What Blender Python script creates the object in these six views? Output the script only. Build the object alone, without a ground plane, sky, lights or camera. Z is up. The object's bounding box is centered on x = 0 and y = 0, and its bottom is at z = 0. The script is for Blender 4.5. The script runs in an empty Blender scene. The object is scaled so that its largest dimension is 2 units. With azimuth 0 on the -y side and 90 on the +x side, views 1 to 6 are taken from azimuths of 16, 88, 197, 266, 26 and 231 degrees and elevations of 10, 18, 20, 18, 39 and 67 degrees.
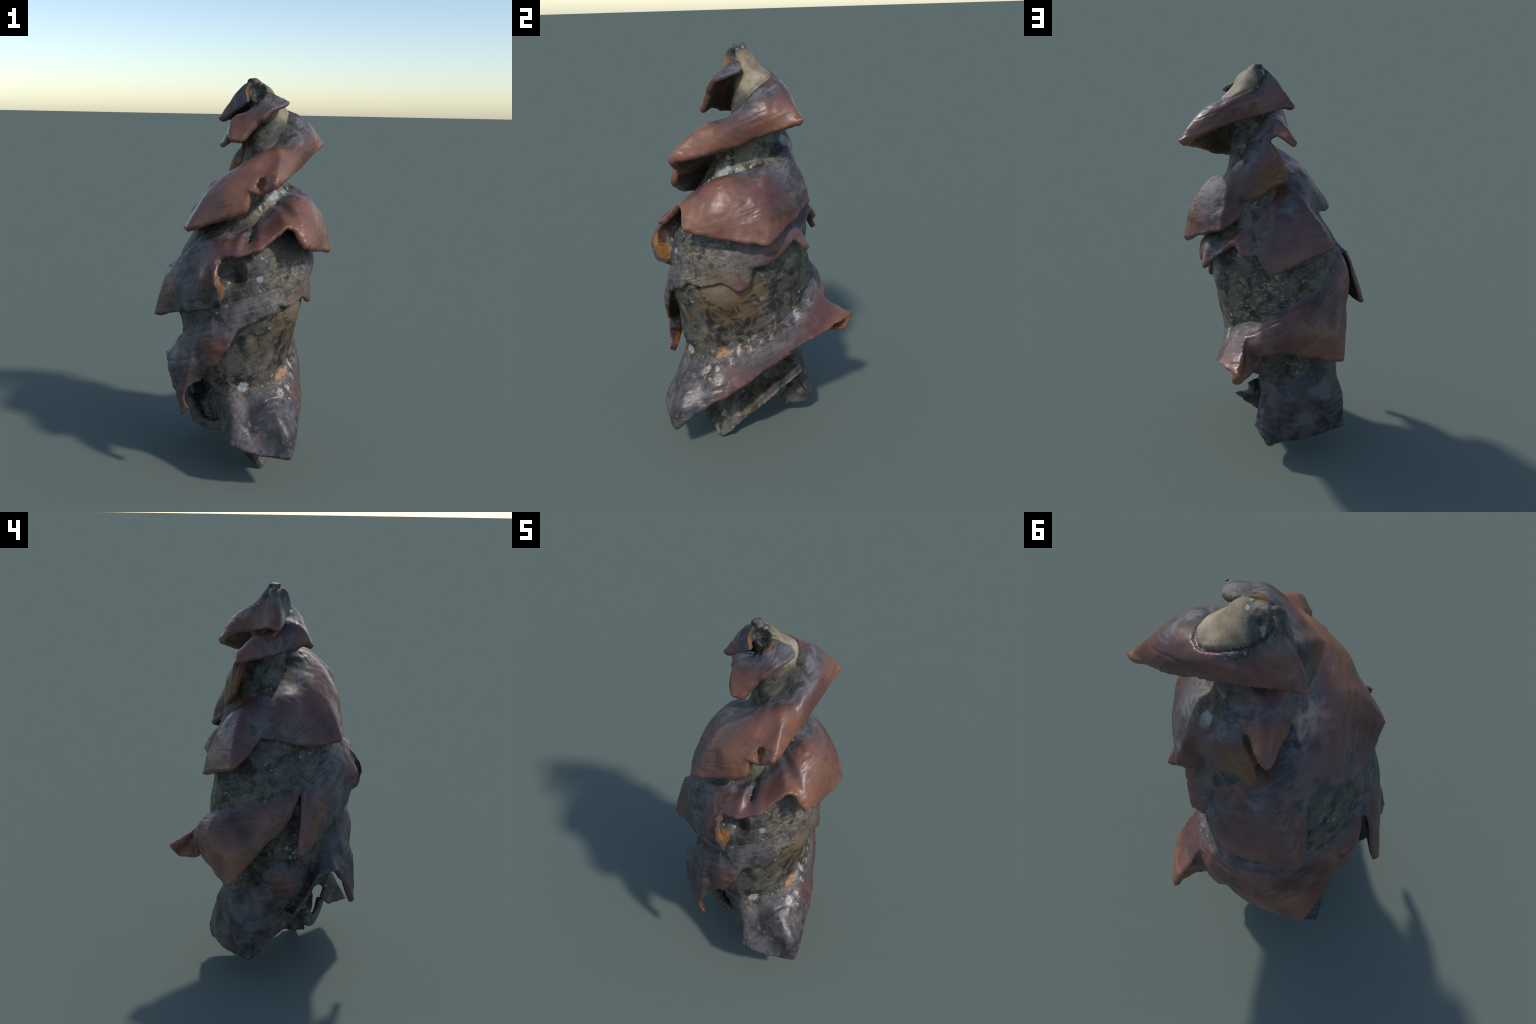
"""A dried spiral shark egg case: a leathery core wound with two helical, torn flanges."""
import bpy, bmesh, math, random
import numpy as np
from mathutils import Vector, noise
from mathutils.bvhtree import BVHTree

random.seed(4)
VOX = 0.0065

# ------------------------------------------------------------------ the core
# height, centre x, centre y, half width x, half width y
CORE = np.array([
    (0.38, 0.0, -0.075, 0.23, 0.25),
    (0.50, 0.0, -0.062, 0.26, 0.295),
    (0.65, 0.0, -0.055, 0.275, 0.325),
    (0.90, 0.005, -0.055, 0.295, 0.33),
    (1.08, 0.01, -0.05, 0.30, 0.315),
    (1.25, 0.03, -0.02, 0.26, 0.27),
    (1.40, 0.05, 0.01, 0.19, 0.205),
    (1.52, 0.08, 0.025, 0.11, 0.125),
    (1.62, 0.095, 0.015, 0.09, 0.09),
    (1.72, 0.10, 0.01, 0.09, 0.072),
    (1.80, 0.105, 0.03, 0.105, 0.075),
    (1.85, 0.103, 0.045, 0.10, 0.085),
    (1.90, 0.086, 0.012, 0.075, 0.066),
    (1.95, 0.065, -0.012, 0.065, 0.05),
    (2.00, 0.045, -0.02, 0.022, 0.025),
])


def smooth_interp(table, z):
    """Catmull-Rom lookup through a table whose first column is the key."""
    k = table[:, 0]
    i = int(np.clip(np.searchsorted(k, z) - 1, 0, len(k) - 2))
    t = float(np.clip((z - k[i]) / (k[i + 1] - k[i]), 0, 1))
    p0, p1, p2, p3 = table[max(i - 1, 0), 1:], table[i, 1:], table[i + 1, 1:], table[min(i + 2, len(k) - 1), 1:]
    return 0.5 * (2 * p1 + (p2 - p0) * t + (2 * p0 - 5 * p1 + 4 * p2 - p3) * t * t + (3 * p1 - p0 - 3 * p2 + p3) * t ** 3)


def core_point(phi, z, scale=1.0):
    cx, cy, rx, ry = smooth_interp(CORE, z)
    a = math.radians(phi)
    # the middle of the case is wider along one diagonal
    diag = 0.07 * float(np.clip((z - 0.66) / 0.2, 0, 1) * np.clip((1.35 - z) / 0.25, 0, 1))
    scale = scale * (1 + diag * (1 + math.cos(2 * (a + math.radians(40)))))
    return np.array([cx + rx * scale * math.cos(a), cy + ry * scale * math.sin(a), z])


# ------------------------------------------------------------------ the two helical flanges
# each station: edge x, y, z | angle and height where it leaves the core | bulge of its upper side
LOWER_A = [
    (-0.01, 0.19, 0.29, 78, 0.42, 0.01),
    (0.045, 0.275, 0.18, 85, 0.43, 0.01),
    (-0.002, 0.300, 0.14, 92, 0.44, 0.03),
    (-0.036, 0.290, 0.10, 98, 0.45, 0.04),
    (-0.13, 0.265, 0.11, 112, 0.47, 0.05),
    (-0.27, 0.20, 0.13, 140, 0.50, 0.06),
    (-0.388, 0.113, 0.148, 166, 0.54, 0.05),
    (-0.305, 0.01, 0.20, 182, 0.56, 0.01),
    (-0.22, -0.10, 0.25, 200, 0.56, -0.01),
    (-0.30, -0.18, 0.44, 214, 0.66, 0.0),
    (-0.334, -0.236, 0.584, 220, 0.72, 0.01),
    (-0.30, -0.33, 0.60, 228, 0.76, 0.01),
    (-0.24, -0.40, 0.50, 238, 0.80, 0.03),
    (-0.165, -0.455, 0.350, 246, 0.81, 0.045),
    (-0.135, -0.455, 0.375, 249, 0.82, 0.045),
    (-0.112, -0.425, 0.455, 251, 0.83, 0.04),
    (-0.09, -0.42, 0.545, 254, 0.84, 0.03),
    (-0.03, -0.44, 0.60, 260, 0.85, 0.03),
    (0.012, -0.449, 0.622, 266, 0.87, 0.03),
    (0.072, -0.446, 0.723, 276, 0.93, 0.015),
    (0.112, -0.425, 0.800, 284, 0.97, 0.01),
    (0.19, -0.395, 0.845, 297, 1.00, 0.006),
    (0.267, -0.35, 0.873, 308, 1.02, 0.004),
    (0.290, -0.31, 0.905, 314, 1.03, 0.004),
    (0.315, -0.26, 0.892, 322, 1.04, 0.004),
    (0.358, -0.145, 0.920, 342, 1.10, 0.02),
    (0.374, -0.065, 0.882, 356, 1.12, 0.025),
    (0.360, -0.02, 0.90, 362, 1.13, 0.025),
    (0.352, 0.005, 0.985, 367, 1.15, 0.02),
    (0.345, 0.11, 1.020, 384, 1.19, 0.045),
    (0.295, 0.205, 1.105, 398, 1.21, 0.025),
    (0.275, 0.275, 1.048, 404, 1.22, 0.02),
    (0.20, 0.25, 1.115, 412, 1.21, 0.0),
    (0.12, 0.285, 1.185, 430, 1.24, 0.0),
    (0.086, 0.308, 1.190, 438, 1.26, 0.01),
    (0.05, 0.325, 1.150, 443, 1.27, 0.015),
    (0.002, 0.314, 1.128, 450, 1.29, 0.01),
    (-0.01, 0.30, 1.150, 454, 1.30, -0.02),
    (-0.04, 0.325, 1.10, 458, 1.31, 0.01),
    (-0.089, 0.342, 1.056, 466, 1.33, 0.02),
    (-0.22, 0.285, 1.11, 488, 1.40, 0.035),
    (-0.365, 0.207, 1.166, 510, 1.45, 0.045),
    (-0.305, 0.115, 1.235, 522, 1.46, 0.045),
    (-0.25, 0.06, 1.295, 532, 1.465, 0.05),
    (-0.268, -0.08, 1.27, 555, 1.48, 0.06),
    (-0.245, -0.22, 1.25, 580, 1.52, 0.045),
    (-0.189, -0.351, 1.254, 602, 1.56, 0.075),
    (-0.03, -0.375, 1.31, 628, 1.60, 0.105),
    (0.115, -0.372, 1.365, 645, 1.63, 0.105),
    (0.126, -0.36, 1.46, 651, 1.64, 0.075),
    (0.185, -0.355, 1.45, 658, 1.64, 0.08),
    (0.268, -0.368, 1.500, 668, 1.645, 0.075),
    (0.290, -0.21, 1.515, 688, 1.68, 0.07),
    (0.306, -0.07, 1.555, 712, 1.745, 0.085),
    (0.327, 0.06, 1.60, 730, 1.80, 0.075),
    (0.354, 0.243, 1.665, 754, 1.835, 0.04),
    (0.237, 0.219, 1.712, 785, 1.845, 0.02),
    (0.165, 0.178, 1.735, 808, 1.865, 0.015),
    (0.073, 0.122, 1.755, 840, 1.895, 0.015),
    (-0.014, 0.067, 1.777, 868, 1.92, 0.012),
    (-0.09, 0.016, 1.793, 892, 1.95, 0.01),
    (-0.128, -0.025, 1.788, 908, 1.97, 0.012),
    (-0.06, -0.06, 1.82, 925, 1.975, 0.01),
    (0.02, -0.095, 1.865, 945, 1.975, 0.01),
    (0.055, -0.10, 1.89, 955, 1.98, 0.02),
    (0.048, -0.085, 1.935, 960, 1.985, 0.01),
    (0.045, -0.07, 1.97, 965, 1.99, 0.0),
]
UPPER_B = [
    (-0.02, -0.31, 0.30, 258, 0.52, 0.0),
    (0.03, -0.36, 0.24, 268, 0.52, 0.0),
    (0.109, -0.468, 0.225, 281, 0.54, 0.0),
    (0.24, -0.455, 0.19, 296, 0.50, 0.0),
    (0.386, -0.412, 0.175, 314, 0.47, 0.06),
    (0.374, -0.222, 0.30, 334, 0.50, 0.04),
    (0.348, -0.06, 0.37, 352, 0.56, 0.025),
    (0.300, 0.08, 0.452, 370, 0.63, 0.015),
    (0.252, 0.22, 0.527, 394, 0.69, 0.0),
    (0.18, 0.395, 0.595, 420, 0.75, 0.0),
    (0.03, 0.518, 0.605, 440, 0.81, 0.0),
    (0.060, 0.475, 0.540, 443, 0.81, 0.01),
    (0.040, 0.405, 0.535, 446, 0.81, 0.02),
    (0.0, 0.380, 0.572, 451, 0.81, 0.025),
    (-0.05, 0.39, 0.66, 458, 0.82, 0.03),
    (-0.132, 0.375, 0.672, 468, 0.85, 0.04),
    (-0.277, 0.315, 0.64, 486, 0.90, 0.06),
    (-0.418, 0.22, 0.58, 507, 0.94, 0.045),
    (-0.405, 0.13, 0.68, 517, 0.97, 0.035),
    (-0.39, 0.015, 0.81, 530, 1.01, 0.03),
    (-0.385, -0.055, 0.88, 541, 1.05, 0.03),
    (-0.372, -0.085, 0.93, 547, 1.075, 0.02),
    (-0.335, -0.125, 1.03, 555, 1.085, 0.0),
    (-0.36, -0.14, 1.03, 559, 1.10, 0.005),
    (-0.405, -0.14, 0.88, 562, 1.12, 0.02),
    (-0.454, -0.126, 0.757, 566, 1.13, 0.03),
    (-0.35, -0.21, 0.785, 580, 1.16, 0.04),
    (-0.227, -0.31, 0.832, 598, 1.255, 0.06),
    (-0.09, -0.405, 0.878, 616, 1.275, 0.075),
    (0.0, -0.43, 0.906, 628, 1.25, 0.10),
    (0.015, -0.48, 0.945, 631, 1.25, 0.08),
    (0.018, -0.495, 0.985, 631, 1.25, 0.06),
    (0.0, -0.497, 1.035, 630, 1.25, 0.04),
    (-0.015, -0.485, 1.09, 630, 1.25, 0.03),
    (0.01, -0.455, 1.145, 634, 1.25, 0.02),
    (0.055, -0.455, 1.165, 640, 1.26, 0.015),
    (0.097, -0.46, 1.160, 645, 1.27, 0.03),
    (0.16, -0.43, 1.178, 650, 1.285, 0.0),
    (0.215, -0.418, 1.199, 656, 1.30, 0.03),
    (0.27, -0.375, 1.25, 664, 1.345, 0.02),
    (0.318, -0.335, 1.300, 674, 1.37, 0.03),
    (0.365, -0.31, 1.285, 680, 1.36, 0.04),
    (0.409, -0.308, 1.205, 684, 1.395, 0.075),
    (0.44, -0.17, 1.165, 700, 1.42, 0.10),
    (0.455, -0.04, 1.15, 716, 1.43, 0.08),
    (0.447, 0.077, 1.124, 730, 1.455, 0.072),
    (0.32, 0.185, 1.19, 760, 1.50, 0.05),
    (0.161, 0.289, 1.252, 790, 1.555, 0.04),
    (0.088, 0.251, 1.302, 803, 1.585, 0.04),
    (0.02, 0.230, 1.37, 815, 1.61, 0.035),
    (-0.077, 0.195, 1.448, 832, 1.66, 0.05),
    (-0.142, 0.198, 1.486, 846, 1.68, 0.05),
    (-0.138, 0.200, 1.54, 850, 1.69, 0.05),
    (-0.115, 0.192, 1.585, 853, 1.70, 0.045),
    (-0.080, 0.183, 1.625, 855, 1.71, 0.03),
    (-0.052, 0.152, 1.672, 857, 1.71, 0.01),
    (-0.10, 0.160, 1.695, 864, 1.73, 0.01),
    (-0.155, 0.178, 1.68, 868, 1.74, 0.03),
    (-0.192, 0.172, 1.655, 872, 1.745, 0.045),
    (-0.163, 0.100, 1.66, 885, 1.75, 0.04),
    (-0.134, 0.03, 1.665, 900, 1.765, 0.035),
    (-0.102, -0.035, 1.672, 915, 1.775, 0.035),
    (-0.068, -0.10, 1.682, 930, 1.79, 0.04),
    (-0.045, -0.16, 1.69, 942, 1.805, 0.05),
    (-0.010, -0.212, 1.695, 954, 1.82, 0.06),
    (0.040, -0.215, 1.69, 962, 1.83, 0.055),
    (0.075, -0.20, 1.73, 970, 1.85, 0.045),
    (0.12, -0.18, 1.78, 985, 1.88, 0.03),
    (0.185, -0.155, 1.84, 1005, 1.92, 0.01),
    (0.25, -0.06, 1.875, 1020, 1.94, 0.0),
    (0.20, -0.01, 1.895, 1030, 1.95, 0.0),
]


# dents pressed into the hide: x, y, z, reach, depth
DENTS = [
    (-0.331, 0.222, 0.80, 0.075, 0.022), (-0.255, 0.325, 0.71, 0.05, 0.020), (-0.136, 0.375, 0.69, 0.03, 0.016),
    (-0.365, 0.14, 0.88, 0.07, 0.018), (0.05, 0.26, 1.36, 0.06, 0.016), (0.187, 0.27, 1.37, 0.045, 0.016),
    (-0.275, 0.10, 1.33, 0.08, 0.020), (0.181, -0.415, 1.27, 0.035, 0.022), (0.229, -0.40, 1.285, 0.03, -0.012),
    (0.119, -0.44, 1.225, 0.03, -0.012), (0.066, -0.445, 1.21, 0.03, 0.018), (-0.098, -0.425, 0.668, 0.05, 0.018),
    (-0.03, -0.44, 1.18, 0.04, 0.016), (-0.16, -0.40, 1.05, 0.09, 0.014), (0.42, -0.02, 1.28, 0.09, 0.012),
    (-0.06, -0.33, 1.40, 0.10, 0.012), (0.30, -0.30, 0.36, 0.08, 0.012), (-0.20, 0.24, 0.28, 0.08, 0.018),
    (0.15, 0.055, 1.892, 0.07, 0.014), (-0.30, 0.10, 0.36, 0.06, 0.016), (-0.09, 0.24, 0.36, 0.05, -0.014), (-0.22, 0.12, 0.47, 0.05, 0.02), (-0.33, -0.05, 0.50, 0.05, 0.02),
    # and the places where the wall swells or sinks between the windings
    (0.28, -0.15, 0.82, 0.12, -0.030), (0.22, 0.185, 0.97, 0.13, -0.030), (0.0, 0.35, 0.715, 0.09, -0.028),
    (-0.055, 0.185, 1.59, 0.07, -0.020), (-0.285, -0.05, 0.45, 0.10, -0.035), (-0.31, -0.15, 0.965, 0.09, -0.025),
    (-0.11, -0.09, 1.48, 0.12, -0.025), (-0.05, -0.44, 1.04, 0.08, -0.028), (0.30, -0.14, 1.21, 0.07, -0.020),
    (0.28, 0.06, 1.435, 0.08, -0.015), (-0.30, 0.055, 0.48, 0.08, -0.018), (0.26, -0.32, 0.46, 0.10, 0.030),
    (0.025, -0.46, 1.16, 0.06, 0.018), (-0.05, 0.29, 1.01, 0.10, 0.025),
    (0.345, -0.36, 0.28, 0.10, -0.026), (0.04, 0.20, 1.55, 0.09, -0.022),
]
NOTCH = (0.194, -0.335, 1.512)


def resample(stations, steps):
    s = np.array(stations, float)
    out = []
    for i in range(len(s) - 1):
        for j in range(steps):
            t = j / steps
            lin = s[i] * (1 - t) + s[i + 1] * t
            p0, p1, p2, p3 = s[max(i - 1, 0)], s[i], s[i + 1], s[min(i + 2, len(s) - 1)]
            cat = 0.5 * (2 * p1 + (p2 - p0) * t + (2 * p0 - 5 * p1 + 4 * p2 - p3) * t * t + (3 * p1 - p0 - 3 * p2 + p3) * t ** 3)
            w = 0.25
            row = lin * (1 - w) + cat * w
            row[3:] = 0.4 * lin[3:] + 0.6 * cat[3:]
            out.append(row)
    out.append(s[-1])
    return np.array(out)


def flange(stations, steps=5, across=14):
    """Loft a leathery skirt: closed cross-sections from inside the core out to the torn edge."""
    rows = resample(stations, steps)
    # true sheet normal at the rim, so that folds and upright tears keep their thickness
    rim = rows[:, :3]
    tangent = np.gradient(rim, axis=0)
    roots = np.array([core_point(e[3], e[4], 0.97) for e in rows])
    sheet_n = np.cross(rim - roots, tangent)
    sheet_n /= np.maximum(np.linalg.norm(sheet_n, axis=1), 1e-9)[:, None]
    for it in range(4):
        pad = np.vstack([sheet_n[:1], sheet_n, sheet_n[-1:]])
        sheet_n = pad[:-2] + 2 * pad[1:-1] + pad[2:]
        sheet_n /= np.maximum(np.linalg.norm(sheet_n, axis=1), 1e-9)[:, None]
    verts, faces = [], []
    for e, sn in zip(rows, sheet_n):
        edge = e[:3]
        root = core_point(e[3], e[4], 1.10 if stations is LOWER_A and e[3] > 730 else 0.97)
        cx, cy = smooth_interp(CORE, e[4])[:2]
        radial = np.array([root[0] - cx, root[1] - cy, 0.0])
        radial /= np.linalg.norm(radial)
        below = core_point(e[3], e[4] - 0.05, 0.97)
        down = (below - root) / np.linalg.norm(below - root)
        d = edge - root
        dist = np.linalg.norm(d)
        dn = d / max(dist, 1e-6)
        n = radial - dn * radial.dot(dn) + 0.35 * (np.array([0, 0, 1]) - dn * dn[2])
        n /= np.linalg.norm(n)
        w = float(np.clip(0.55 - 8 * e[5], 0, 0.55)) if e[3] < 700 else 0.1
        c1 = root + (d * (1 - w) + down * dist * w) * 0.33 + n * 1.7 * e[5]
        c2 = root + d * 0.72 + n * 0.95 * e[5]
        top = [root - radial * 0.05 + np.array([0, 0, 0.02])]
        for k in range(across):
            t = k / (across - 1)
            top.append((1 - t) ** 3 * root + 3 * t * (1 - t) ** 2 * c1 + 3 * t * t * (1 - t) * c2 + t ** 3 * edge)
        # the uppermost turn of the lower flange is a thicker fold
        fold = float(np.clip((e[3] - 672) / 60, 0, 1)) if stations is LOWER_A else 0.0
        fold *= float(np.clip((790 - e[3]) / 40, 0, 1))
        thick = 0.014 if (stations is LOWER_A and 238 < e[3] < 256) or (stations is UPPER_B and (438 < e[3] < 452 or 626 < e[3] < 633.5)) else 0.0
        te = min(0.022 + 0.012 * fold + thick, dist * 0.45)
        # worn, nibbled rim
        q = Vector((edge[0] * 22, edge[1] * 22, edge[2] * 22))
        edge = edge + dn * (-0.007 + 0.009 * noise.noise(q) - 0.03 * max(0.0, noise.noise(q * 0.55 + Vector((7, 3, 1))) - 0.36))
        lip = edge - sn * te * 0.65
        zb = e[4] - (0.6 if e[3] > 900 and stations is LOWER_A else 0.22 if e[3] > 770 or (stations is UPPER_B and 625 < e[3] < 690) or (stations is LOWER_A and 425 < e[3] < 475) else 0.5) * max(e[4] - edge[2], 0.1)
        base = core_point(e[3], zb, 0.93)
        top[-1] = edge + sn * te * 0.40
        hollow = lip + 0.5 * (0.45 * root + 0.55 * base - lip) + n * 0.012
        bottom = [(1 - t) ** 2 * lip + 2 * t * (1 - t) * hollow + t * t * base for t in np.linspace(0, 1, across)]
        bottom[0] = lip + sn * te * 0.1
        bottom.append(base - radial * 0.05)
        verts += top + bottom
    m = 2 * (across + 1)
    for i in range(len(rows) - 1):
        for k in range(m):
            faces.append((i * m + k, i * m + (k + 1) % m, (i + 1) * m + (k + 1) % m, (i + 1) * m + k))
    faces.append(tuple(range(m))[::-1])
    faces.append(tuple((len(rows) - 1) * m + k for k in range(m)))
    return verts, faces


def tube(rings):
    """Loft closed rings of equal length and cap both ends."""
    verts, faces = [], []
    m = len(rings[0])
    for r in rings:
        verts += list(r)
    for i in range(len(rings) - 1):
        for k in range(m):
            faces.append((i * m + k, i * m + (k + 1) % m, (i + 1) * m + (k + 1) % m, (i + 1) * m + k))
    faces.append(tuple(range(m))[::-1])
    faces.append(tuple((len(rings) - 1) * m + k for k in range(m)))
    return verts, faces


def ellipse_ring(cx, cy, z, rx, ry, n=48):
    return [np.array([cx + rx * math.cos(a), cy + ry * math.sin(a), z]) for a in np.linspace(0, 2 * math.pi, n, endpoint=False)]


def core_solid():
    return tube([[core_point(p, z) for p in np.linspace(0, 360, 60, endpoint=False)] for z in np.linspace(0.46, 2.0, 88)])


def strip(points, width_dir, width, thick, n=8):
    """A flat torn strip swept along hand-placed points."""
    pts = np.array(points, float)
    rings = []
    tt = np.linspace(0, len(pts) - 1, n * (len(pts) - 1) + 1)
    tab = np.column_stack([np.arange(len(pts)), pts])
    c = np.array([smooth_interp(tab, t) for t in tt])
    for i, p in enumerate(c):
        t = c[min(i + 1, len(c) - 1)] - c[max(i - 1, 0)]
        t /= np.linalg.norm(t)
        w = np.array(width_dir, float)
        w -= t * w.dot(t)
        w /= np.linalg.norm(w)
        b = np.cross(t, w)
        rings.append([p + w * width / 2 + b * thick / 2, p - w * width / 2 + b * thick / 2, p - w * width / 2 - b * thick / 2, p + w * width / 2 - b * thick / 2])
    return tube(rings)


def sheet(top_pts, bottom_pts, thick, out_dir, sag=0.0, n=24):
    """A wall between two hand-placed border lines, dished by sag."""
    def line(p):
        p = np.array(p, float)
        tab = np.column_stack([np.linspace(0, 1, len(p)), p])
        return [smooth_interp(tab, t) for t in np.linspace(0, 1, n)]
    o = np.array(out_dir, float)
    o = o / np.linalg.norm(o)
    rings = []
    for k, (a, b) in enumerate(zip(line(top_pts), line(bottom_pts))):
        fold = 0.012 * math.sin(k * 1.3) + 0.008 * math.sin(k * 2.9 + 1)
        outer, inner = [], []
        for t in (0, 0.25, 0.5, 0.75, 1):
            p = a * (1 - t) + b * t - o * (sag * 4 * t * (1 - t) - fold * t)
            outer.append(p + o * thick / 2)
            inner.append(p - o * thick / 2)
        rings.append(outer + inner[::-1])
    return tube(rings)


def lower_column():
    """What is left of the back of the core under the torn lower end."""
    rows = [(0.52, -0.06, -0.02, 0.19, 0.23), (0.44, -0.09, 0.0, 0.165, 0.215), (0.33, -0.11, 0.015, 0.16, 0.205),
            (0.25, -0.13, 0.045, 0.16, 0.175), (0.18, -0.15, 0.09, 0.14, 0.115)]
    return tube([ellipse_ring(cx, cy, z, rx, ry) for z, cx, cy, rx, ry in rows])


def solid(parts):
    bm = bmesh.new()
    for verts, faces in parts:
        vs = [bm.verts.new(v) for v in verts]
        for f in faces:
            bm.faces.new([vs[i] for i in f])
    bmesh.ops.triangulate(bm, faces=bm.faces[:])
    bmesh.ops.recalc_face_normals(bm, faces=bm.faces[:])
    me = bpy.data.meshes.new("raw_body")
    bm.to_mesh(me)
    bm.free()
    return me


def hollow_out(me, centre, axis, radius, depth, name):
    """Carve an oval hollow with an icosphere cutter."""
    bm = bmesh.new()
    bmesh.ops.create_icosphere(bm, subdivisions=4, radius=1.0)
    rot = Vector(axis).to_track_quat("Z", "Y").to_matrix().to_4x4()
    for v in bm.verts:
        v.co = rot @ Vector((v.co.x * radius, v.co.y * radius, v.co.z * depth)) + Vector(centre)
    cm = bpy.data.meshes.new(name)
    bm.to_mesh(cm)
    bm.free()
    cutter = bpy.data.objects.new(name, cm)
    o = bpy.data.objects.new("carved", me)
    for x in (cutter, o):
        bpy.context.scene.collection.objects.link(x)
    b = o.modifiers.new("carve", "BOOLEAN")
    b.operation, b.object, b.solver = "DIFFERENCE", cutter, "MANIFOLD"
    bpy.context.view_layer.update()
    out = bpy.data.meshes.new_from_object(o.evaluated_get(bpy.context.evaluated_depsgraph_get()))
    for x in (cutter, o):
        bpy.data.objects.remove(x)
    return out


# ------------------------------------------------------------------ put the pieces together
core = core_solid()
fa = flange(LOWER_A)
fb = flange(UPPER_B)
column = lower_column()
flap = sheet([(0.03, -0.25, 0.40), (0.03, -0.20, 0.38), (0.04, -0.13, 0.37), (0.04, -0.02, 0.38), (0.03, 0.10, 0.39), (0.10, 0.21, 0.40)],
             [(0.134, -0.273, 0.128), (0.157, -0.22, 0.057), (0.186, -0.180, 0.010), (0.174, -0.05, 0.11), (0.165, 0.10, 0.235), (0.160, 0.245, 0.36)], 0.024, (1, 0.1, 0.4), 0.045)
ring = strip([(0.02, -0.31, 0.27), (-0.08, -0.27, 0.235), (-0.17, -0.225, 0.25), (-0.20, -0.19, 0.31), (-0.19, -0.13, 0.38)], (0, 0, 1), 0.045, 0.03)
crumple = sheet([(-0.20, -0.10, 0.40), (-0.15, -0.16, 0.36), (-0.06, -0.18, 0.34)], [(-0.16, -0.06, 0.20), (-0.134, -0.183, 0.181), (-0.04, -0.22, 0.26)], 0.03, (-0.5, -1, 0))

knuckle = tube([ellipse_ring(-0.20, -0.08, 0.565 + 0.13 * math.sin(a), 0.145 * math.cos(a), 0.13 * math.cos(a), 24) for a in np.linspace(-1.45, 1.45, 14)])
foot = tube([ellipse_ring(*r, 24) for r in ((-0.10, 0.14, 0.40, 0.06, 0.05), (-0.08, 0.17, 0.27, 0.06, 0.045), (-0.04, 0.215, 0.20, 0.05, 0.05), (-0.02, 0.23, 0.155, 0.05, 0.06), (-0.035, 0.20, 0.09, 0.04, 0.09))])
raw = solid([core, fa, fb, column, flap, ring, crumple, knuckle, foot])
body = bpy.data.objects.new("body_raw", raw)
bpy.context.scene.collection.objects.link(body)
rm = body.modifiers.new("fuse", "REMESH")
rm.mode = "VOXEL"
rm.voxel_size = VOX
bpy.context.view_layer.update()
me = bpy.data.meshes.new_from_object(body.evaluated_get(bpy.context.evaluated_depsgraph_get()))
bpy.data.objects.remove(body)


def relax(me, soften=2, fillet=14, swell=0.003):
    """Smooth the voxel steps, then fill only the concave creases so that skirts flow out of the core."""
    n = len(me.vertices)
    co = np.empty(n * 3)
    me.vertices.foreach_get("co", co)
    co = co.reshape(-1, 3)
    e = np.empty(len(me.edges) * 2, dtype=np.int64)
    me.edges.foreach_get("vertices", e)
    e = e.reshape(-1, 2)
    deg = np.maximum(np.bincount(e.ravel(), minlength=n), 1)[:, None]

    def mean(x):
        out = np.empty_like(x)
        for c in range(x.shape[1]):
            out[:, c] = np.bincount(e[:, 0], x[e[:, 1], c], n) + np.bincount(e[:, 1], x[e[:, 0], c], n)
        return out / deg

    for it in range(soften):
        co = co + 0.6 * (mean(co) - co)
    for it in range(fillet):
        if it % 4 == 0:
            me.vertices.foreach_set("co", co.ravel())
            me.update()
            nv = np.empty(n * 3)
            me.vertex_normals.foreach_get("vector", nv)
            nv = mean(nv.reshape(-1, 3))
        lap = mean(co) - co
        h = (lap * nv).sum(1)
        gain = np.where(h > 0, 0.9, 0.02)[:, None]
        co = co + gain * lap
    co = co + swell * nv / np.maximum(np.linalg.norm(nv, axis=1), 1e-6)[:, None]
    me.vertices.foreach_set("co", co.ravel())
    me.update()


me = hollow_out(me, (0.088, -0.088, 1.940), (0.35, -0.8, 0.35), 0.056, 0.085, "scroll_hollow")
me = hollow_out(me, (0.075, -0.115, 1.893), (0.1, -0.9, 0.2), 0.036, 0.06, "scroll_slit")
me = hollow_out(me, (-0.135, -0.27, 0.415), (0.28, -0.93, 0.2), 0.088, 0.30, "torn_hole")
me = hollow_out(me, (-0.09, -0.01, 0.16), (0.0, 0.05, 1.0), 0.105, 0.20, "open_end")
me = hollow_out(me, (0.062, -0.40, 1.075), (0.1, -1.0, -0.2), 0.085, 0.075, "ruffle_pocket")
me = hollow_out(me, NOTCH, (0.4, -0.9, 0.1), 0.024, 0.05, "rim_notch")
me = hollow_out(me, (NOTCH[0] - 0.012, NOTCH[1] - 0.004, NOTCH[2] - 0.028), (0.5, -0.8, -0.3), 0.020, 0.05, "rim_notch")
me = hollow_out(me, (NOTCH[0] + 0.008, NOTCH[1], NOTCH[2] + 0.024), (0.3, -0.9, 0.3), 0.013, 0.03, "rim_notch")
relax(me)

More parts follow.
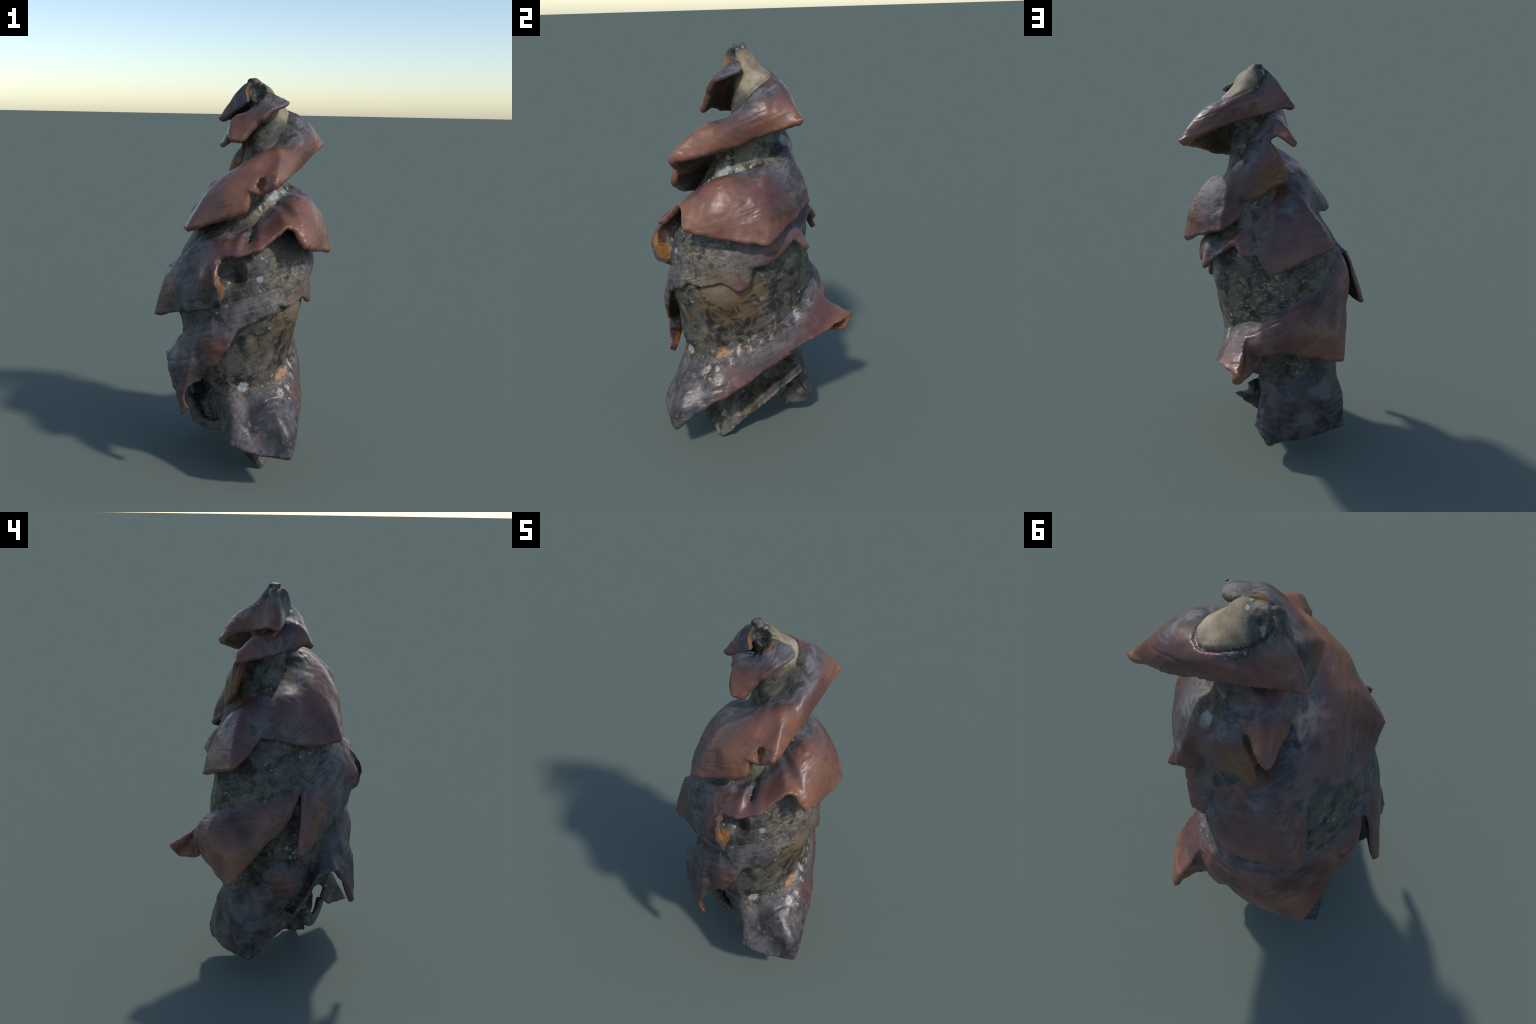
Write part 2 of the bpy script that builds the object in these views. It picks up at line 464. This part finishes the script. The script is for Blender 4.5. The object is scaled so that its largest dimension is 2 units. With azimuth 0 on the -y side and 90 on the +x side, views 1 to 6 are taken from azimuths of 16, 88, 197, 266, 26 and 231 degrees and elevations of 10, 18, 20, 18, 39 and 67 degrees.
# ------------------------------------------------------------------ relief: dents, wrinkles and fibres along the winding
def add_relief(me):
    n = len(me.vertices)
    co = np.empty(n * 3)
    nv = np.empty(n * 3)
    me.vertices.foreach_get("co", co)
    me.vertex_normals.foreach_get("vector", nv)
    co, nv = co.reshape(-1, 3), nv.reshape(-1, 3)
    amount = np.empty(n)
    pitch = 2 * math.pi / 0.8
    for i, (x, y, z) in enumerate(co):
        c, t = math.cos(pitch * z), math.sin(pitch * z)
        wound = Vector(((x * c + y * t) * 11, (y * c - x * t) * 11, z * 3.0))
        dent = noise.noise(Vector((x * 8, y * 8, z * 8)))
        wrinkle = abs(noise.noise(wound))
        grit = noise.noise(Vector((x * 32, y * 32, z * 32)))
        amount[i] = 0.010 * dent - 0.006 * max(0.0, 0.12 - wrinkle) / 0.12 * max(0.0, dent + 0.2) + 0.0018 * grit
    co = co + nv * (amount + 0.002)[:, None]
    me.vertices.foreach_set("co", co.ravel())
    me.update()


add_relief(me)


def add_dents(me, dents):
    """Press soft hollows (or, with a negative depth, bumps) into the hide."""
    n = len(me.vertices)
    co = np.empty(n * 3)
    nv = np.empty(n * 3)
    me.vertices.foreach_get("co", co)
    me.vertex_normals.foreach_get("vector", nv)
    co, nv = co.reshape(-1, 3), nv.reshape(-1, 3)
    for x, y, z, r, depth in dents:
        d2 = ((co - np.array([x, y, z])) ** 2).sum(1) / (r * r)
        cx, cy = smooth_interp(CORE, z)[:2]
        push = np.array([x - cx, y - cy, 0.08])
        push /= np.linalg.norm(push)
        co = co - push * (depth * np.exp(-2.2 * d2))[:, None]
    me.vertices.foreach_set("co", co.ravel())
    me.update()


add_dents(me, DENTS)


# ------------------------------------------------------------------ materials
class Nodes:
    """Small helper that writes shader nodes as expressions."""

    def __init__(self, name):
        self.mat = bpy.data.materials.new(name)
        self.mat.use_nodes = True
        self.t = self.mat.node_tree
        self.t.nodes.clear()

    def new(self, kind, **props):
        n = self.t.nodes.new(kind)
        for k, v in props.items():
            setattr(n, k, v)
        return n

    def put(self, socket, value):
        if isinstance(value, bpy.types.NodeSocket):
            self.t.links.new(value, socket)
        elif value is not None:
            socket.default_value = value

    def math(self, op, a, b=None, c=None, clamp=False):
        n = self.new("ShaderNodeMath", operation=op, use_clamp=clamp)
        for k, v in enumerate((a, b, c)):
            if v is not None:
                self.put(n.inputs[k], v)
        return n.outputs[0]

    def step(self, x, lo, hi):
        n = self.new("ShaderNodeMapRange", interpolation_type="SMOOTHSTEP")
        self.put(n.inputs["Value"], x)
        n.inputs["From Min"].default_value, n.inputs["From Max"].default_value = lo, hi
        return n.outputs[0]

    def mix(self, f, a, b):
        n = self.new("ShaderNodeMix", data_type="RGBA")
        self.put(n.inputs["Factor"], f)
        for sock, v in ((n.inputs[6], a), (n.inputs[7], b)):
            self.put(sock, (*v, 1) if isinstance(v, tuple) else v)
        return n.outputs[2]

    def noise(self, vec, scale, detail=4, rough=0.55, distort=0.0):
        n = self.new("ShaderNodeTexNoise")
        self.put(n.inputs["Vector"], vec)
        n.inputs["Scale"].default_value, n.inputs["Detail"].default_value = scale, detail
        n.inputs["Roughness"].default_value, n.inputs["Distortion"].default_value = rough, distort
        return n.outputs["Fac"]

    def scaled(self, vec, scale, shift=(0, 0, 0)):
        n = self.new("ShaderNodeMapping")
        self.put(n.inputs["Vector"], vec)
        n.inputs["Scale"].default_value = scale
        n.inputs["Location"].default_value = shift
        return n.outputs[0]

    def blob(self, pos, centre, radius, soft=0.5, wobble=None, amount=0.5):
        """1 inside a ball, 0 outside, with a ragged rim."""
        n = self.new("ShaderNodeVectorMath", operation="DISTANCE")
        self.put(n.inputs[0], pos)
        n.inputs[1].default_value = centre
        d = self.math("DIVIDE", n.outputs["Value"], radius)
        if wobble is not None:
            d = self.math("ADD", d, self.math("MULTIPLY", self.math("SUBTRACT", wobble, 0.5), amount * 2))
        return self.step(d, 1 + soft * 0.5, 1 - soft * 0.5)

    def curve(self, x, points):
        n = self.new("ShaderNodeFloatCurve")
        self.put(n.inputs["Value"], x)
        c = n.mapping.curves[0]
        while len(c.points) < len(points):
            c.points.new(0.5, 0.5)
        for p, (a, b) in zip(c.points, points):
            p.location = (a, b)
        n.mapping.update()
        return n.outputs[0]


def leather(name, lining=False, bare=False):
    g = Nodes(name)
    pos = g.new("ShaderNodeTexCoord").outputs["Object"]
    sep = g.new("ShaderNodeSeparateXYZ")
    g.put(sep.inputs[0], pos)
    x, y, z = sep.outputs
    # distance outside the core, from the core's own table
    h = g.math("DIVIDE", z, 2.0)
    rows = [CORE[0] * [0, 1, 1, 1, 1]] + [r for r in CORE[1::2]]
    cx, cy = (g.math("SUBTRACT", g.curve(h, [(r[0] / 2, r[k] + 0.5) for r in rows]), 0.5) for k in (1, 2))
    rx, ry = (g.curve(h, [(r[0] / 2, r[k]) for r in rows]) for k in (3, 4))
    px = g.math("DIVIDE", g.math("SUBTRACT", x, cx), rx)
    py = g.math("DIVIDE", g.math("SUBTRACT", y, cy), ry)
    rho = g.math("SQRT", g.math("ADD", g.math("MULTIPLY", px, px), g.math("MULTIPLY", py, py)))
    out = g.math("MULTIPLY", g.math("SUBTRACT", rho, 1.0), g.math("MULTIPLY", g.math("ADD", rx, ry), 0.5))
    # coordinates that turn with the winding: features stretch along the helix
    rot = g.new("ShaderNodeVectorRotate", rotation_type="Z_AXIS")
    g.put(rot.inputs["Vector"], pos)
    g.put(rot.inputs["Angle"], g.math("MULTIPLY", z, -2 * math.pi / 0.8))
    wound = rot.outputs[0]
    fibre = g.noise(g.scaled(wound, (60, 60, 7)), 1.0, 5, 0.6)
    band = g.noise(g.scaled(wound, (17, 17, 4.5)), 1.0, 5, 0.62, 0.5)
    broad = g.noise(pos, 4.5, 3)
    mid = g.noise(pos, 14.0, 5, 0.6, 0.6)
    grain = g.noise(pos, 70.0, 4, 0.65)
    ragged = g.math("ADD", out, g.math("MULTIPLY", g.math("ADD", g.math("SUBTRACT", mid, 0.5), g.math("SUBTRACT", fibre, 0.5)), 0.07))

    # weathered core: soot, olive grey, ochre fibres
    core = g.mix(g.step(mid, 0.36, 0.60), (0.014, 0.014, 0.0145), (0.066, 0.064, 0.058))
    core = g.mix(g.math("MULTIPLY", g.step(band, 0.50, 0.72), 0.40), core, (0.110, 0.094, 0.062))
    core = g.mix(g.math("MULTIPLY", g.step(fibre, 0.48, 0.75), 0.22), core, (0.15, 0.142, 0.118))
    tan = g.step(g.noise(pos, 12, 6, 0.68, 0.5), 0.51, 0.62)
    core = g.mix(g.math("MULTIPLY", tan, 0.42), core, (0.175, 0.152, 0.098))
    rust = g.step(g.noise(g.scaled(pos, (14, 14, 14), (5, 8, 2)), 1.0, 6, 0.68, 0.5), 0.55, 0.66)
    core = g.mix(g.math("MULTIPLY", rust, 0.42), core, (0.135, 0.078, 0.042))
    ash = g.step(g.noise(g.scaled(pos, (17, 17, 17), (3, 1, 7)), 1.0, 6, 0.72, 0.5), 0.56, 0.66)
    core = g.mix(g.math("MULTIPLY", ash, 0.45), core, (0.215, 0.215, 0.205))
    # pale lichen flecks and spots
    vor = g.new("ShaderNodeTexVoronoi")
    warp = g.new("ShaderNodeVectorMath", operation="MULTIPLY_ADD")
    wn = g.new("ShaderNodeTexNoise")
    g.put(wn.inputs["Vector"], pos)
    wn.inputs["Scale"].default_value = 22
    g.put(warp.inputs[0], wn.outputs["Color"])
    warp.inputs[1].default_value = (0.045, 0.045, 0.045)
    g.put(warp.inputs[2], pos)
    g.put(vor.inputs["Vector"], warp.outputs[0])
    vor.inputs["Scale"].default_value = 27
    pick = g.new("ShaderNodeSeparateColor")
    g.put(pick.inputs[0], vor.outputs["Color"])
    size = g.math("ADD", g.math("MULTIPLY", pick.outputs[1], 0.30), 0.06)
    d = g.math("ADD", vor.outputs["Distance"], g.math("MULTIPLY", g.math("SUBTRACT", grain, 0.5), 0.55))
    spot = g.math("MULTIPLY", g.math("LESS_THAN", d, size), g.math("MULTIPLY", g.step(pick.outputs[0], 0.66, 0.74), g.step(broad, 0.40, 0.55)))
    flecks = g.step(g.noise(g.scaled(pos, (62, 62, 95)), 1.0, 3, 0.7), 0.60, 0.70)
    flecks = g.math("MULTIPLY", flecks, g.step(broad, 0.45, 0.6))
    core = g.mix(g.math("MULTIPLY", flecks, 0.7), core, (0.30, 0.265, 0.15))
    core = g.mix(g.math("MULTIPLY", spot, 0.75), core, g.mix(pick.outputs[2], (0.30, 0.31, 0.30), (0.27, 0.23, 0.15)))
    for c, r in (((0.185, -0.120, 1.432), 0.046), ((0.223, -0.043, 1.434), 0.022), ((0.100, 0.178, 1.545), 0.034), ((0.345, -0.10, 1.07), 0.022), ((0.20, -0.366, 1.047), 0.016), ((0.11, -0.326, 0.485), 0.026)):
        core = g.mix(g.math("MULTIPLY", g.blob(pos, c, r, 0.5, grain, 1.1), 0.8), core, (0.33, 0.35, 0.345))
    brown = g.blob(pos, (0.30, -0.12, 0.80), 0.20, 0.9, band, 0.6)
    core = g.mix(g.math("MULTIPLY", brown, g.math("MULTIPLY", g.step(band, 0.38, 0.60), g.step(mid, 0.40, 0.60))), core, (0.135, 0.080, 0.034))
    olive = g.math("MULTIPLY", g.blob(pos, (0.20, -0.06, 1.43), 0.24, 0.6, mid, 0.3), g.step(mid, 0.40, 0.58))
    core = g.mix(g.math("MULTIPLY", olive, 0.8), core, (0.155, 0.138, 0.090))
    lichen = g.math("MULTIPLY", g.blob(pos, (0.20, -0.10, 1.42), 0.15, 0.7, mid, 0.4), g.step(g.noise(pos, 30, 4, 0.7), 0.55, 0.63))
    core = g.mix(lichen, core, (0.42, 0.42, 0.38))
    ochre = g.math("MAXIMUM", g.blob(pos, (0.32, -0.22, 0.96), 0.16, 0.8, mid, 0.3), g.blob(pos, (-0.02, 0.30, 0.90), 0.17, 0.8, mid, 0.3))
    ochre = g.math("MULTIPLY", ochre, g.step(g.noise(g.scaled(pos, (40, 40, 62)), 1.0, 4, 0.7), 0.50, 0.64))
    core = g.mix(g.math("MULTIPLY", ochre, 0.8), core, (0.27, 0.225, 0.115))
    black = g.blob(pos, (0.30, -0.10, 0.685), 0.17, 0.7, band, 0.5)
    core = g.mix(g.math("MULTIPLY", black, g.step(mid, 0.60, 0.42)), core, (0.013, 0.013, 0.014))
    brown2 = g.blob(pos, (0.33, -0.12, 0.85), 0.16, 0.7, band, 0.5)
    core = g.mix(g.math("MULTIPLY", brown2, g.math("MULTIPLY", g.step(mid, 0.36, 0.52), 0.85)), core, (0.135, 0.085, 0.038))
    crumble = g.math("MULTIPLY", g.blob(pos, (0.275, -0.16, 0.507), 0.045, 0.6, mid, 0.5), g.step(grain, 0.35, 0.5))
    core = g.mix(crumble, core, (0.34, 0.19, 0.09))
    # pale cap on the uppermost turn
    cap = g.math("MULTIPLY", g.blob(pos, (0.125, 0.050, 1.868), 0.120, 0.35, mid, 0.2), g.step(g.math("ADD", x, g.math("MULTIPLY", y, 0.4)), 0.015, 0.06))
    bone = g.mix(g.step(mid, 0.35, 0.65), (0.19, 0.16, 0.11), (0.38, 0.335, 0.245))
    bone = g.mix(g.step(g.noise(pos, 30, 5, 0.65), 0.54, 0.66), bone, (0.15, 0.135, 0.11))
    bone = g.mix(g.math("MULTIPLY", g.step(broad, 0.45, 0.62), 0.6), bone, (0.20, 0.135, 0.075))
    core = g.mix(g.math("MULTIPLY", cap, 1.0 if bare else 0.0), core, bone)

    # the skirt: grey violet where it leaves the core, then red brown, tan at the rim
    root = g.mix(g.step(g.math("ADD", g.math("MULTIPLY", fibre, 0.45), g.math("MULTIPLY", mid, 0.55)), 0.40, 0.62), (0.046, 0.043, 0.046), (0.142, 0.126, 0.136))
    hide = g.mix(g.step(broad, 0.35, 0.65), (0.066, 0.031, 0.027), (0.166, 0.077, 0.060))
    hide = g.mix(g.math("MULTIPLY", g.step(g.noise(pos, 9.0, 4, 0.6, 0.4), 0.50, 0.68), 0.75), hide, (0.040, 0.026, 0.023))
    hide = g.mix(g.math("MULTIPLY", g.step(band, 0.52, 0.75), 0.30), hide, (0.215, 0.108, 0.080))
    hide = g.mix(g.math("MULTIPLY", g.step(out, 0.11, 0.20), 0.6), hide, (0.240, 0.104, 0.058))
    plum = g.step(g.noise(g.scaled(pos, (6, 6, 6), (9, 2, 4)), 1.0, 4, 0.6, 0.5), 0.48, 0.64)
    hide = g.mix(g.math("MULTIPLY", plum, 0.6), hide, (0.100, 0.054, 0.058))
    # greyer hide around the torn lower end, with shade painted into its back
    grey = g.math("MAXIMUM", g.blob(pos, (0.22, -0.42, 0.30), 0.30, 0.6, mid, 0.3), g.blob(pos, (-0.17, 0.10, 0.18), 0.34, 0.5, mid, 0.25))
    grey = g.math("MAXIMUM", grey, g.blob(pos, (-0.25, -0.30, 0.62), 0.22, 0.8, mid, 0.4))
    shaded_grey = g.mix(g.step(mid, 0.35, 0.65), (0.026, 0.026, 0.029), (0.080, 0.072, 0.076))
    hide = g.mix(grey, hide, shaded_grey)
    root = g.mix(g.math("MULTIPLY", grey, 0.6), root, shaded_grey)
    crumbs = g.step(g.noise(g.scaled(pos, (34, 34, 22)), 1.0, 5, 0.65), 0.55, 0.63)
    crumbs = g.math("MULTIPLY", crumbs, g.blob(pos, (0.20, -0.38, 0.36), 0.26, 0.7, mid, 0.4))
    if bare:  # the core itself: hide colour only as a faint bloom far out
        a = g.math("MULTIPLY", g.step(ragged, 0.035, 0.090), 0.75)
        b = g.math("MULTIPLY", g.step(ragged, 0.09, 0.15), 0.8)
    else:
        upper = g.math("MULTIPLY", g.step(z, 1.15, 1.55), 0.055)
        reach = g.math("SUBTRACT", ragged, upper)
        a = g.step(g.math("SUBTRACT", ragged, g.math("MULTIPLY", upper, 0.4)), 0.010, 0.045)
        b = g.step(reach, 0.040, 0.090)
        for c, r in (((0.02, 0.24, 1.40), 0.15), ((0.13, 0.30, 1.27), 0.10), ((-0.22, 0.25, 1.16), 0.17), ((0.10, 0.30, 1.14), 0.10), ((-0.02, -0.44, 0.67), 0.11), ((0.36, -0.06, 0.91), 0.055), ((-0.07, 0.02, 1.83), 0.10), ((0.13, 0.17, 1.77), 0.13), ((0.03, 0.12, 1.79), 0.08), ((-0.15, -0.43, 0.45), 0.13), ((0.05, -0.44, 1.18), 0.12), ((-0.08, 0.18, 1.50), 0.12)):
            b = g.math("MAXIMUM", b, g.blob(pos, c, r, 0.5, mid, 0.35))
        trunk = g.math("MAXIMUM", g.blob(pos, (0.30, -0.18, 0.97), 0.24, 0.5, mid, 0.35), g.blob(pos, (0.10, -0.38, 0.93), 0.15, 0.6, mid, 0.4))
        flaps = g.math("MAXIMUM", g.blob(pos, (0.37, -0.065, 0.895), 0.055, 0.4, mid, 0.3), g.blob(pos, (0.43, -0.05, 1.16), 0.13, 0.4, mid, 0.2))
        flaps = g.math("MAXIMUM", flaps, g.blob(pos, (0.30, -0.36, 1.20), 0.15, 0.4, mid, 0.2))
        keep = g.math("SUBTRACT", 1.0, g.math("MULTIPLY", trunk, g.math("SUBTRACT", 1.0, flaps)))
        b = g.math("MULTIPLY", b, keep)
        a = g.math("MULTIPLY", a, g.math("MULTIPLY_ADD", keep, 0.6, 0.4))
        a = g.math("MAXIMUM", a, b)
    col = g.mix(b, g.mix(a, core, root), hide)
    col = g.mix(g.math("MULTIPLY", crumbs, 0.65), col, (0.175, 0.105, 0.068))
    # chalky crust along the crease of the lowest turn
    slope = g.math("SUBTRACT", z, g.math("MULTIPLY_ADD", y, 0.58, 0.575))
    slope = g.math("ADD", slope, g.math("MULTIPLY", g.math("SUBTRACT", mid, 0.5), 0.10))
    near = g.math("MULTIPLY", g.step(g.math("ABSOLUTE", slope), 0.055, 0.020), g.step(x, -0.10, 0.08))
    crust = g.math("MULTIPLY", near, g.step(g.math("ADD", g.math("MULTIPLY", g.noise(pos, 30, 4, 0.7), 0.7), g.math("MULTIPLY", g.noise(pos, 7, 2), 0.3)), 0.51, 0.60))
    crust = g.math("MULTIPLY", crust, g.step(y, -0.36, -0.22))
    col = g.mix(g.math("MULTIPLY", crust, 0.9), col, g.mix(g.step(mid, 0.4, 0.6), (0.36, 0.19, 0.085), (0.36, 0.36, 0.32)))
    # horn-yellow where the skirt is thin
    thin = g.blob(pos, (-0.10, 0.185, 1.49), 0.085, 0.8, band, 0.3)
    col = g.mix(g.math("MULTIPLY", thin, 0.7), col, (0.13, 0.062, 0.020))
    # rims rubbed pale and coppery
    geo = g.new("ShaderNodeNewGeometry")
    rim = g.math("MULTIPLY", g.step(geo.outputs["Pointiness"], 0.54, 0.60), g.step(mid, 0.35, 0.60))
    col = g.mix(g.math("MULTIPLY", rim, 0.0 if bare else 0.6), col, (0.30, 0.145, 0.075))
    # tiny scratches
    scratch = g.step(g.noise(g.scaled(pos, (18, 18, 120)), 1.0, 2, 0.5, 1.5), 0.70, 0.735)
    col = g.mix(g.math("MULTIPLY", scratch, 0.25), col, (0.38, 0.29, 0.22))

    if lining:
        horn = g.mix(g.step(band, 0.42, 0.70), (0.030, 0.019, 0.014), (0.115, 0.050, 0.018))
        bright = g.math("MAXIMUM", g.blob(pos, (0.02, -0.46, 0.98), 0.12, 0.5), g.blob(pos, (-0.14, -0.42, 0.42), 0.14, 0.5))
        bright = g.math("MAXIMUM", bright, g.blob(pos, (-0.09, 0.16, 1.50), 0.10, 0.6))
        bright = g.math("MAXIMUM", bright, g.blob(pos, (0.06, -0.05, 1.905), 0.085, 0.5, mid, 0.4))
        horn = g.mix(bright, horn, g.mix(g.step(fibre, 0.35, 0.65), (0.13, 0.050, 0.012), (0.24, 0.115, 0.032)))
        col = g.mix(g.step(ragged, 0.012, 0.050), core, horn)

    rough = g.math("ADD", g.math("MULTIPLY", g.math("SUBTRACT", 1.0, b), 0.28), g.math("MULTIPLY_ADD", mid, 0.28, 0.21))
    bump = g.new("ShaderNodeBump")
    bump.inputs["Strength"].default_value = 0.22
    bump.inputs["Distance"].default_value = 0.006
    g.put(bump.inputs["Height"], g.math("ADD", g.math("MULTIPLY", fibre, 0.6), g.math("MULTIPLY", grain, 0.5)))
    p = g.new("ShaderNodeBsdfPrincipled")
    g.put(p.inputs["Base Color"], col)
    g.put(p.inputs["Roughness"], rough)
    p.inputs["Specular IOR Level"].default_value = 0.38
    g.put(p.inputs["Normal"], bump.outputs[0])
    o = g.new("ShaderNodeOutputMaterial")
    g.put(o.inputs[0], p.outputs[0])
    return g.mat


skin, horn, bark = leather("weathered_egg_leather"), leather("horn_lining", lining=True), leather("weathered_core", bare=True)


# ------------------------------------------------------------------ name the regions of the one surface
def label_faces(me):
    """Which piece does each face of the fused surface come from?"""
    tris, tags = [], []
    verts = []

    def add(part, tag_of):
        base = len(verts)
        verts.extend(part[0])
        for i, f in enumerate(part[1]):
            tris.append(tuple(base + k for k in f))
            tags.append(tag_of(i, len(part[1])))

    m = 2 * (14 + 1)
    add(core, lambda i, n: 0)
    for part, t in ((fa, 1), (fb, 3)):
        add(part, lambda i, n, t=t: t + (1 if i < n - 2 and i % m > 14 + 1 else 0))
    for part in (column, flap, ring, crumple, knuckle, foot):
        add(part, lambda i, n: 5)
    tree = BVHTree.FromPolygons([Vector(v) for v in verts], tris)
    n = len(me.polygons)
    cen = np.empty(n * 3)
    me.polygons.foreach_get("center", cen)
    lab = np.array([tags[tree.find_nearest(Vector(c))[2]] for c in cen.reshape(-1, 3)])
    # the carved hollow of the scroll belongs to the lining
    c = cen.reshape(-1, 3) - np.array([0.088, -0.088, 1.940])
    axis = np.array([0.35, -0.8, 0.35]) / np.linalg.norm([0.35, -0.8, 0.35])
    along = c @ axis
    across = np.linalg.norm(c - along[:, None] * axis, axis=1)
    lab[(np.hypot(across / 0.056, along / 0.085) < 1.06) & (along < 0.045)] = 2
    # clean stray faces: majority vote over edge neighbours
    keys = {}
    for p in me.polygons:
        for k in p.edge_keys:
            keys.setdefault(k, []).append(p.index)
    pairs = np.array([v[:2] for v in keys.values() if len(v) >= 2])
    for it in range(6):
        votes = np.zeros((n, 6))
        votes[np.arange(n), lab] += 1.2
        np.add.at(votes, (pairs[:, 0], lab[pairs[:, 1]]), 1)
        np.add.at(votes, (pairs[:, 1], lab[pairs[:, 0]]), 1)
        lab = votes.argmax(1)
    # islands too small to be a part of their own join whatever surrounds them
    near = [[] for _ in range(n)]
    for i, j in pairs.tolist():
        near[i].append(j)
        near[j].append(i)
    lab = lab.tolist()
    seen = [False] * n
    for start in range(n):
        if seen[start]:
            continue
        seen[start] = True
        island, border, tag = [start], {}, lab[start]
        for i in island:
            for j in near[i]:
                if lab[j] != tag:
                    border[lab[j]] = border.get(lab[j], 0) + 1
                elif not seen[j]:
                    seen[j] = True
                    island.append(j)
        if len(island) < (700 if tag == 0 else 60) and border:
            best = max(border, key=border.get)
            for i in island:
                lab[i] = best
    return np.array(lab)


def split(me, lab):
    nv = np.empty(len(me.vertices) * 3)
    me.vertex_normals.foreach_get("vector", nv)
    nv = nv.reshape(-1, 3)
    co = np.empty(len(me.vertices) * 3)
    me.vertices.foreach_get("co", co)
    co = co.reshape(-1, 3)
    thing = bpy.data.objects.new("shark_egg_case", None)
    thing.empty_display_size = 0.1
    bpy.context.scene.collection.objects.link(thing)
    thing["label"] = "dried spiral shark egg case with torn brown flanges"
    thing["category"] = "egg case"
    faces = [tuple(p.vertices) for p in me.polygons]
    names = ["case_core", "spiral_flange", "flange_lining", "spiral_flange", "flange_lining", "torn_base"]
    for tag, name in enumerate(names):
        chosen = [faces[i] for i in np.nonzero(lab == tag)[0]]
        used = sorted({v for f in chosen for v in f})
        index = {v: k for k, v in enumerate(used)}
        part = bpy.data.meshes.new(name)
        part.from_pydata([co[v] for v in used], [], [tuple(index[v] for v in f) for f in chosen])
        part.shade_smooth()
        part.normals_split_custom_set_from_vertices([tuple(nv[v]) for v in used])
        part.materials.append({"flange_lining": horn, "case_core": bark}.get(name, skin))
        o = bpy.data.objects.new(name, part)
        bpy.context.scene.collection.objects.link(o)
        o.parent = thing


def score_creases(me, lab):
    """Cut the dark seam where a skirt overlaps the core, deepest on the uppermost turn."""
    n = len(me.vertices)
    kinds = np.zeros((n, 6), dtype=bool)
    for p, t in zip(me.polygons, lab):
        for v in p.vertices:
            kinds[v, t] = True
    seam = kinds[:, 0] & (kinds[:, 1] | kinds[:, 3])
    co = np.empty(n * 3)
    nv = np.empty(n * 3)
    me.vertices.foreach_get("co", co)
    me.vertex_normals.foreach_get("vector", nv)
    co, nv = co.reshape(-1, 3), nv.reshape(-1, 3)
    depth = np.where(seam, np.where(co[:, 2] > 1.78, 0.013, 0.003), 0.0)
    e = np.empty(len(me.edges) * 2, dtype=np.int64)
    me.edges.foreach_get("vertices", e)
    e = e.reshape(-1, 2)
    spread = depth.copy()
    np.maximum.at(spread, e[:, 0], depth[e[:, 1]] * 0.45)
    np.maximum.at(spread, e[:, 1], depth[e[:, 0]] * 0.45)
    me.vertices.foreach_set("co", (co - nv * spread[:, None]).ravel())
    me.update()


labels = label_faces(me)
score_creases(me, labels)
split(me, labels)
